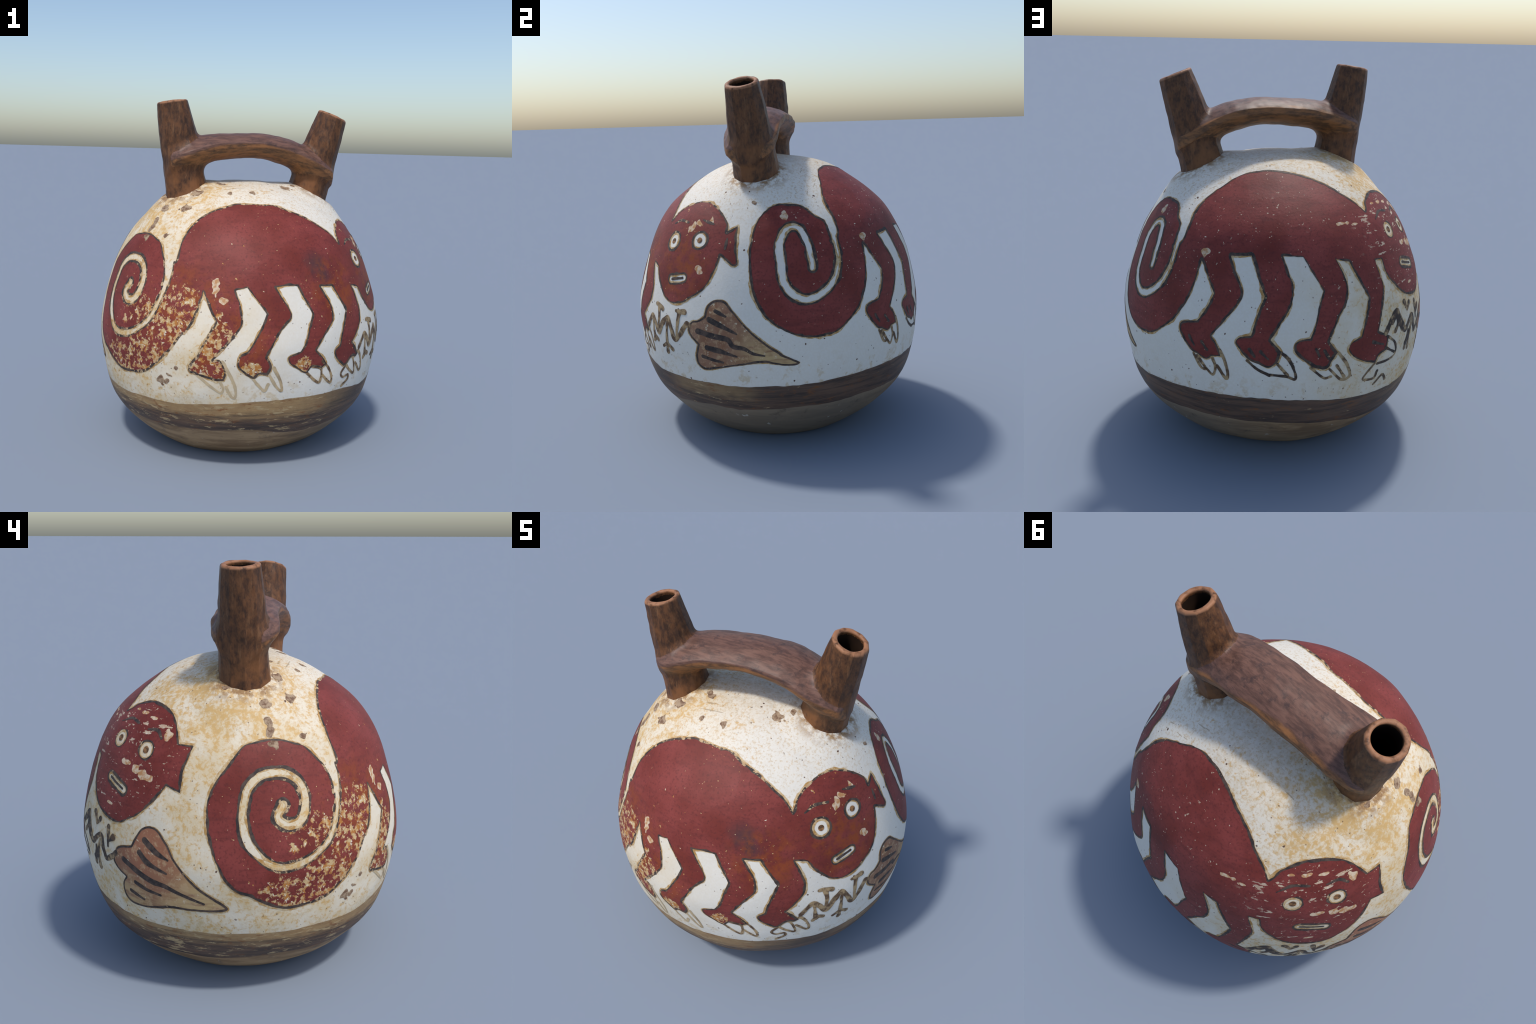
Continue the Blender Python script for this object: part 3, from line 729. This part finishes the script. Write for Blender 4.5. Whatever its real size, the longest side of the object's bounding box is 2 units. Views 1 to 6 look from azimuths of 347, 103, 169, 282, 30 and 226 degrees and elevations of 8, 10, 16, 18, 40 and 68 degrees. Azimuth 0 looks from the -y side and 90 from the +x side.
# strap bridge, by x: centre y, half width, height of its edges, rise of the crown, depth of the belly
BRIDGE_X = [-0.55, -0.50, -0.44, -0.36, -0.28, -0.20, -0.04, 0.07, 0.17, 0.26, 0.35, 0.42, 0.50, 0.56, 0.60]
BRIDGE = dict(
    centre=[-0.10, -0.102, -0.102, -0.100, -0.087, -0.072, -0.056, -0.051, -0.044, -0.040, -0.040, -0.036, -0.030, -0.028, -0.028],
    half=[0.02, 0.075, 0.130, 0.162, 0.162, 0.149, 0.144, 0.144, 0.146, 0.146, 0.150, 0.147, 0.120, 0.075, 0.03],
    edge=[1.63, 1.648, 1.668, 1.698, 1.722, 1.741, 1.752, 1.755, 1.746, 1.728, 1.688, 1.645, 1.598, 1.565, 1.55],
    crown=[0.05, 0.06, 0.070, 0.072, 0.072, 0.069, 0.067, 0.066, 0.066, 0.068, 0.070, 0.070, 0.06, 0.05, 0.05],
    belly=[0.05, 0.06, 0.080, 0.100, 0.106, 0.092, 0.082, 0.082, 0.090, 0.104, 0.112, 0.095, 0.06, 0.05, 0.05])


def smooth_min(a, b, k):
    h = np.clip(0.5 + 0.5 * (b - a) / k, 0, 1)
    return b + (a - b) * h - k * h * (1 - h)


def smooth_max(a, b, k):
    return -smooth_min(-a, -b, k)


def spout_distance(s, P):
    base, rim = np.array(s["base"]), np.array(s["rim"])
    axis = (rim - base) / np.linalg.norm(rim - base)
    rel = P - base
    t = rel @ axis
    u = np.cross(axis, [0, 1, 0]); u /= np.linalg.norm(u)
    v = np.cross(axis, u)
    x, y = rel @ u, rel @ v
    rho = np.hypot(x, y)
    # imitates the scan's coarse facets: a blunt polygon rather than a true circle
    ang = np.arctan2(y, x) + s["turn"]
    w = 2 * math.pi / s["sides"]
    flat = np.cos(np.mod(ang, w) - w / 2) / math.cos(w / 4)
    shape = rho * (0.25 + 0.75 * flat)
    at, r = zip(*s["radius"])
    outer = (shape - np.interp(t, at, r)) * 0.98
    lip = (P - rim) @ np.array(s["faces"])
    outer = smooth_max(outer, lip, 0.014)
    outer = smooth_max(outer, -t, 0.01)
    bore = rho - np.interp(t, [0.0, 0.3, 0.64], [0.080, 0.080, 0.062])
    bore = smooth_max(bore, 0.16 - t, 0.02)
    return outer, bore


def bridge_distance(P):
    x = P[..., 0]
    g = {k: np.interp(x, BRIDGE_X, v) for k, v in BRIDGE.items()}
    soft = {k: sum(np.interp(x + o, BRIDGE_X, v) for o in (-0.03, -0.015, 0, 0.015, 0.03)) / 5 for k, v in BRIDGE.items()}
    g = soft
    v = (P[..., 1] - g["centre"]) / g["half"]
    edge = g["edge"] + 0.005 * v
    arch = np.clip(1 - v * v, 0, 1)
    top = edge + 0.015 + (g["crown"] - 0.015) * arch
    low = edge - 0.016 - (g["belly"] - 0.016) * arch ** 0.9
    slope = np.sqrt(1 + (1.6 * np.abs(v) * g["crown"] / g["half"]) ** 2)
    d = smooth_max((P[..., 2] - top) / slope, (low - P[..., 2]) / slope, 0.006)
    d = smooth_max(d, (np.abs(v) - 1) * g["half"], 0.005)
    return smooth_max(d, np.maximum(-0.455 - x, x - 0.525), 0.02)   # the ends die away inside the spouts


def handle_field(P):
    solid, bores = None, []
    bridge = bridge_distance(P)
    parts = []
    solid = bridge
    for s in SPOUTS:
        o, b = spout_distance(s, P)
        parts.append(o)
        bores.append(b)
        solid = smooth_min(solid, o, 0.046)
    ripple = 0.0028 * lattice_noise(P.reshape(-1, 3) * 11.0, 7).reshape(solid.shape) + 0.0014 * lattice_noise(P.reshape(-1, 3) * 28.0, 9).reshape(solid.shape) + 0.0012 * lattice_noise(P.reshape(-1, 3) * np.array([30.0, 30.0, 9.0]), 8).reshape(solid.shape)
    solid = solid + ripple
    for s, b in zip(SPOUTS, bores):
        solid = smooth_max(solid, -b, 0.012)
    return solid, bridge, parts


def build_handle(parent, spout_mat, bridge_mat, bore_mat):
    """Spouts and bridge as one smooth skin (surface nets on a distance field), then parted."""
    h = 0.005
    lo, hi = np.array([-0.64, -0.32, 1.34]), np.array([0.72, 0.20, 2.04])
    size = np.ceil((hi - lo) / h).astype(int)
    ax = [lo[i] + h * np.arange(size[i]) for i in range(3)]
    G = np.stack(np.meshgrid(*ax, indexing="ij"), -1)
    F = handle_field(G)[0]
    corner = [(i, j, k) for i in (0, 1) for j in (0, 1) for k in (0, 1)]
    n = [s - 1 for s in size]

    def sub(o):
        return F[o[0]:o[0] + n[0], o[1]:o[1] + n[1], o[2]:o[2] + n[2]]
    neg = sum((sub(o) < 0).astype(int) for o in corner)
    cell = (neg > 0) & (neg < 8)
    cid = np.full(cell.shape, -1)
    idx = np.argwhere(cell)
    cid[cell] = np.arange(len(idx))
    acc, cnt = np.zeros((len(idx), 3)), np.zeros(len(idx))
    for a in corner:
        for axis in range(3):
            if a[axis] == 0:
                b = list(a); b[axis] = 1
                fa, fb = sub(a)[cell], sub(b)[cell]
                m = (fa < 0) != (fb < 0)
                t = fa[m] / (fa[m] - fb[m])
                p = np.tile(np.array(a, float), (m.sum(), 1))
                p[:, axis] += t
                acc[m] += p
                cnt[m] += 1
    V = lo + h * (idx + acc / cnt[:, None])
    quads = []
    for axis in range(3):
        o1, o2 = [k for k in range(3) if k != axis]
        s0 = [slice(1, n[k]) for k in range(3)]
        s0[axis] = slice(0, n[axis])
        A = F[tuple(s0)]
        s1 = list(s0); s1[axis] = slice(1, n[axis] + 1)
        B = F[tuple(s1)]
        at = np.argwhere((A < 0) != (B < 0))
        flip = (A < 0)[tuple(at.T)]
        at = at + np.array([0 if k == axis else 1 for k in range(3)])
        e1, e2 = np.eye(3, dtype=int)[o1], np.eye(3, dtype=int)[o2]
        q = np.stack([cid[tuple((at - d).T)] for d in (0 * e1, e1, e1 + e2, e2)], 1)
        want = flip if axis != 1 else ~flip
        q = np.where(want[:, None], q, q[:, ::-1])
        quads.append(q)
    Q = np.vstack(quads)
    Q = Q[(Q >= 0).all(1)]
    for _ in range(3):   # pull the vertices onto the surface
        e = 0.001
        f0 = handle_field(V)[0]
        g = np.stack([(handle_field(V + e * d)[0] - handle_field(V - e * d)[0]) / (2 * e) for d in np.eye(3)], 1)
        V = V - 0.8 * (f0 / np.maximum((g * g).sum(1), 0.25))[:, None] * g
    normal = g / np.linalg.norm(g, axis=1, keepdims=True)
    mid = V[Q].mean(1)
    _, bd, sp = handle_field(mid)
    bores = [spout_distance(s, mid)[1] for s in SPOUTS]
    kind = np.argmin(np.stack([bd, sp[0], sp[1]]), 0)
    kind[bores[0] < 0.012] = 1
    kind[bores[1] < 0.012] = 2
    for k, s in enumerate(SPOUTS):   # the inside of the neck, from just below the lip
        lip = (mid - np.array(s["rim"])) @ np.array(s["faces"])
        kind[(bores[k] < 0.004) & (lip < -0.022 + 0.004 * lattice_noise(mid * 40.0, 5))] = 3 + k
    made = {}
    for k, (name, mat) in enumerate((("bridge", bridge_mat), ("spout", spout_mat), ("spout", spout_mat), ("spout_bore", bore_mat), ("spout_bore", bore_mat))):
        q = Q[kind == k]
        used = np.unique(q)
        back = np.full(len(V), -1)
        back[used] = np.arange(len(used))
        ob = made[k] = add_mesh(name, V[used], back[q].tolist(), mat, made[k - 2] if k > 2 else parent)
        ob.data.normals_split_custom_set_from_vertices(normal[used].tolist())


# ------------------------------------------------------------------ body and painting
def ring_interp(table, lon):
    a = np.array(table, float)
    x = np.r_[a[:, 0] - 360, a[:, 0], a[:, 0] + 360]
    return sum(np.interp(np.mod(lon, 360) + o, x, np.tile(a[:, 1], 3)) for o in (-6, -3, 0, 3, 6)) / 5


def build_wall(name, lat0, lat1, material, parent):
    lon = np.arange(0, 360, 1.0)
    lat = np.linspace(lat0, lat1, int(round((lat1 - lat0) / 1.0)) + 1)
    nl = len(lon)
    LON, LAT = np.meshgrid(lon, lat)
    pts = wall_point(LON, LAT).reshape(-1, 3)
    faces = []
    for r in range(len(lat) - 1):
        for c in range(nl):
            d = (c + 1) % nl
            faces.append([r * nl + c, r * nl + d, (r + 1) * nl + d, (r + 1) * nl + c])
    if lat1 > 89:
        faces.append([(len(lat) - 1) * nl + c for c in range(nl)])
    if lat0 < -89:
        faces.append([c for c in range(nl)][::-1])
    return add_mesh(name, pts, faces, material, parent)


def paint_creature(canvas, outline, gap, gap_width, eyes, mouth, mouth_width, brows, toes, claws, split, M, parent, seed):
    wobble = 0.0016 * canvas.noise(26, seed) + 0.0010 * canvas.noise(70, seed + 1)
    d = canvas.area(outline)
    d = np.maximum(d, -canvas.stroke(gap, gap_width))
    for c, r, _ in eyes:
        d = np.maximum(d, -canvas.stroke([c, (c[0] + 0.02, c[1])], r))
    d = np.maximum(d, -canvas.stroke(mouth, mouth_width))
    d = d + wobble
    red = canvas.cut("painted_torso", d, 0.0010, M["red"], parent, split)
    torso = next(o for o in red if o.name.startswith("painted_torso"))
    torso.name = "painted_creature"
    for o in red:
        if o is not torso:
            o.parent = torso
    rag = canvas.noise(60, seed + 5)
    width = 0.0095 + 0.0060 * canvas.noise(8, seed + 2) + 0.0045 * canvas.noise(32, seed + 3) + 0.0025 * rag
    canvas.cut("dark_outline", np.maximum(d - 0.0012 - 0.0015 * rag, -d - np.maximum(width, 0.0015)), 0.0016, M["line"], torso)
    fringe = 0.0072 + 0.0085 * canvas.noise(12, seed + 4) + 0.0045 * canvas.noise(45, seed + 6)
    canvas.cut("ochre_fringe", np.maximum(d - fringe, -d - 0.002), 0.0006, M["fringe"], torso)
    for c, r, p in eyes:
        canvas.cut("pupil", canvas.stroke([c, (c[0] + 0.02, c[1])], p) + wobble, 0.0014, M["pupil"], torso)
    a, b = np.array(mouth[0]), np.array(mouth[1])
    canvas.cut("mouth_slit", canvas.stroke([a + 0.06 * (b - a), b - 0.06 * (b - a)], mouth_width * 0.30) + wobble, 0.0014, M["line"], torso)
    for b in brows:
        canvas.cut("eyebrow", canvas.stroke(b, (0.004, 0.009, 0.007)) + wobble, 0.0018, M["line"], torso)
    for b in toes:
        canvas.cut("toe_line", canvas.stroke(b, (0.0085, 0.006)) + wobble * 1.5, 0.0018, M["line"], torso)
    for path in claws.values():
        canvas.cut("claw", canvas.stroke(path, (0.0075, 0.0065, 0.0085)) + wobble * 1.2, 0.0014, M["brush"], torso)
    return d


def build():
    for ob in list(bpy.data.objects):
        bpy.data.objects.remove(ob)
    rims = [(s["rim"], s["faces"]) for s in SPOUTS]
    M = dict(slip=make_slip(), red=make_red(), line=make_dark_line(), fringe=make_fringe(), brush=make_brown_brush(), fan=make_fan(),
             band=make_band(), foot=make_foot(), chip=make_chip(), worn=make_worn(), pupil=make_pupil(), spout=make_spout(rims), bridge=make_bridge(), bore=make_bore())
    vessel = bpy.data.objects.new("painted_clay_bottle", None)
    bpy.context.scene.collection.objects.link(vessel)
    vessel["label"] = "round cream clay bottle, two spouts, red painted creatures"
    vessel["category"] = "pottery bottle"
    build_wall("vessel_body", -26.0, 90.0, M["slip"], vessel)
    build_wall("vessel_foot", -90.0, -26.0, M["foot"], vessel)
    build_handle(vessel, M["spout"], M["bridge"], M["bore"])

    # the dark band and the bare foot below it
    ring = Canvas(0, 360, -45, -14, 0.4)
    ragged = 0.35 * ring.noise(9, 31) + 0.22 * ring.noise(28, 32)
    top, foot = ring_interp(BAND_TOP, ring.LON) + ragged, ring_interp(BAND_FOOT, ring.LON) + ragged[::-1]
    ring.cut("painted_band", np.maximum(ring.LAT - top, foot - ring.LAT), 0.0010, M["band"], vessel)

    def part_rule(forward, head_at, tail_at, legs):
        def rule(lon, lat):
            k = np.zeros(len(lon), int)
            k[(lon - tail_at) * forward < 0] = 2
            k[(lon - head_at) * forward > 0] = 1
            low = (lat < legs["belly"]) & (k == 0)
            for i, (a, b) in enumerate(legs["spans"]):
                k[low & (lon >= min(a, b)) & (lon < max(a, b))] = 3 + i
            return k
        return rule, ["painted_torso", "painted_head", "painted_tail", "painted_leg", "painted_leg#b", "painted_leg#c", "painted_leg#d"]

    front = Canvas(178, 362, -22, 66)
    back = Canvas(-2, 180, -22, 72)
    d1 = paint_creature(front, CREATURE_ONE_OUTLINE, CREATURE_ONE_GAP, (0.012, 0.014, 0.018, 0.0195, 0.019, 0.018, 0.022, 0.020), EYES_ONE, MOUTH_ONE, 0.0215, BROWS_ONE, [], CLAWS_ONE,
                        part_rule(1, 314.2, 238.0, dict(belly=21.0, spans=[(238, 260), (260, 279), (279, 298), (298, 316)])), M, vessel, 41)
    d2 = paint_creature(back, CREATURE_TWO_OUTLINE, CREATURE_TWO_GAP, (0.014, 0.016, 0.021, 0.023, 0.021, 0.018, 0.017), EYES_TWO, MOUTH_TWO, 0.0195, BROWS_TWO, TOES_TWO, CLAWS_TWO,
                        part_rule(1, 126.0, 46.0, dict(belly=28.5, spans=[(46, 71), (71, 91), (91, 110), (110, 126)])), M, vessel, 51)

    east, west = Canvas(-26, 24, -20, 14), Canvas(142, 194, -20, 14)
    for canvas, outline, stripes in ((east, FAN_ONE_OUTLINE, FAN_ONE_STRIPES), (west, FAN_TWO_OUTLINE, FAN_TWO_STRIPES)):
        d = canvas.area(outline) + 0.0015 * canvas.noise(26, 61) + 0.001 * canvas.noise(70, 62)
        fan = canvas.cut("painted_fan", d, 0.0010, M["fan"], vessel)[0]
        width = 0.009 + 0.004 * canvas.noise(11, 63)
        canvas.cut("dark_outline", np.maximum(d - 0.001, -d - width), 0.0016, M["line"], fan)
        canvas.cut("ochre_fringe", np.maximum(d - 0.005 - 0.005 * canvas.noise(13, 64), -d - 0.002), 0.0006, M["fringe"], fan)
        for k, path in enumerate(stripes.values()):
            w = (0.015, 0.014, 0.005) if k in (0, 1, 2) else (0.010, 0.009, 0.005)
            canvas.cut("fan_stripe", canvas.stroke(path, w) + 0.002 * canvas.noise(30, 65), 0.0016, M["line"], fan)

    for canvas, strokes in ((Canvas(306, 345, -18, 12), VINE_ONE), (Canvas(118, 155, -16, 14), VINE_TWO)):
        d = np.minimum.reduce([canvas.stroke(p, (0.013, 0.016, 0.013) if len(p) > 4 else (0.0095, 0.0105, 0.0150) if len(p) < 4 else 0.012) for k, p in enumerate(strokes.values())])
        canvas.cut("painted_vine", d + 0.0045 * canvas.noise(34, 71), 0.0018, M["brush"], vessel)

    def spots(table, name, material, lift, limit=None):
        for k, (lon, lat, a, b) in enumerate(table):
            reach = 4.5 / math.cos(math.radians(lat))
            c = Canvas(lon - reach, lon + reach, lat - 4.5, lat + 4.5, 0.2)
            c_d = c.spot(lon, lat, a, b, 0.75, 81 + k)
            c.cut(name, c_d, lift, material, vessel)
    spots(CHIPS, "chip", M["chip"], 0.0012)
    spots(WORN, "worn_patch", M["worn"], 0.0013)


build()
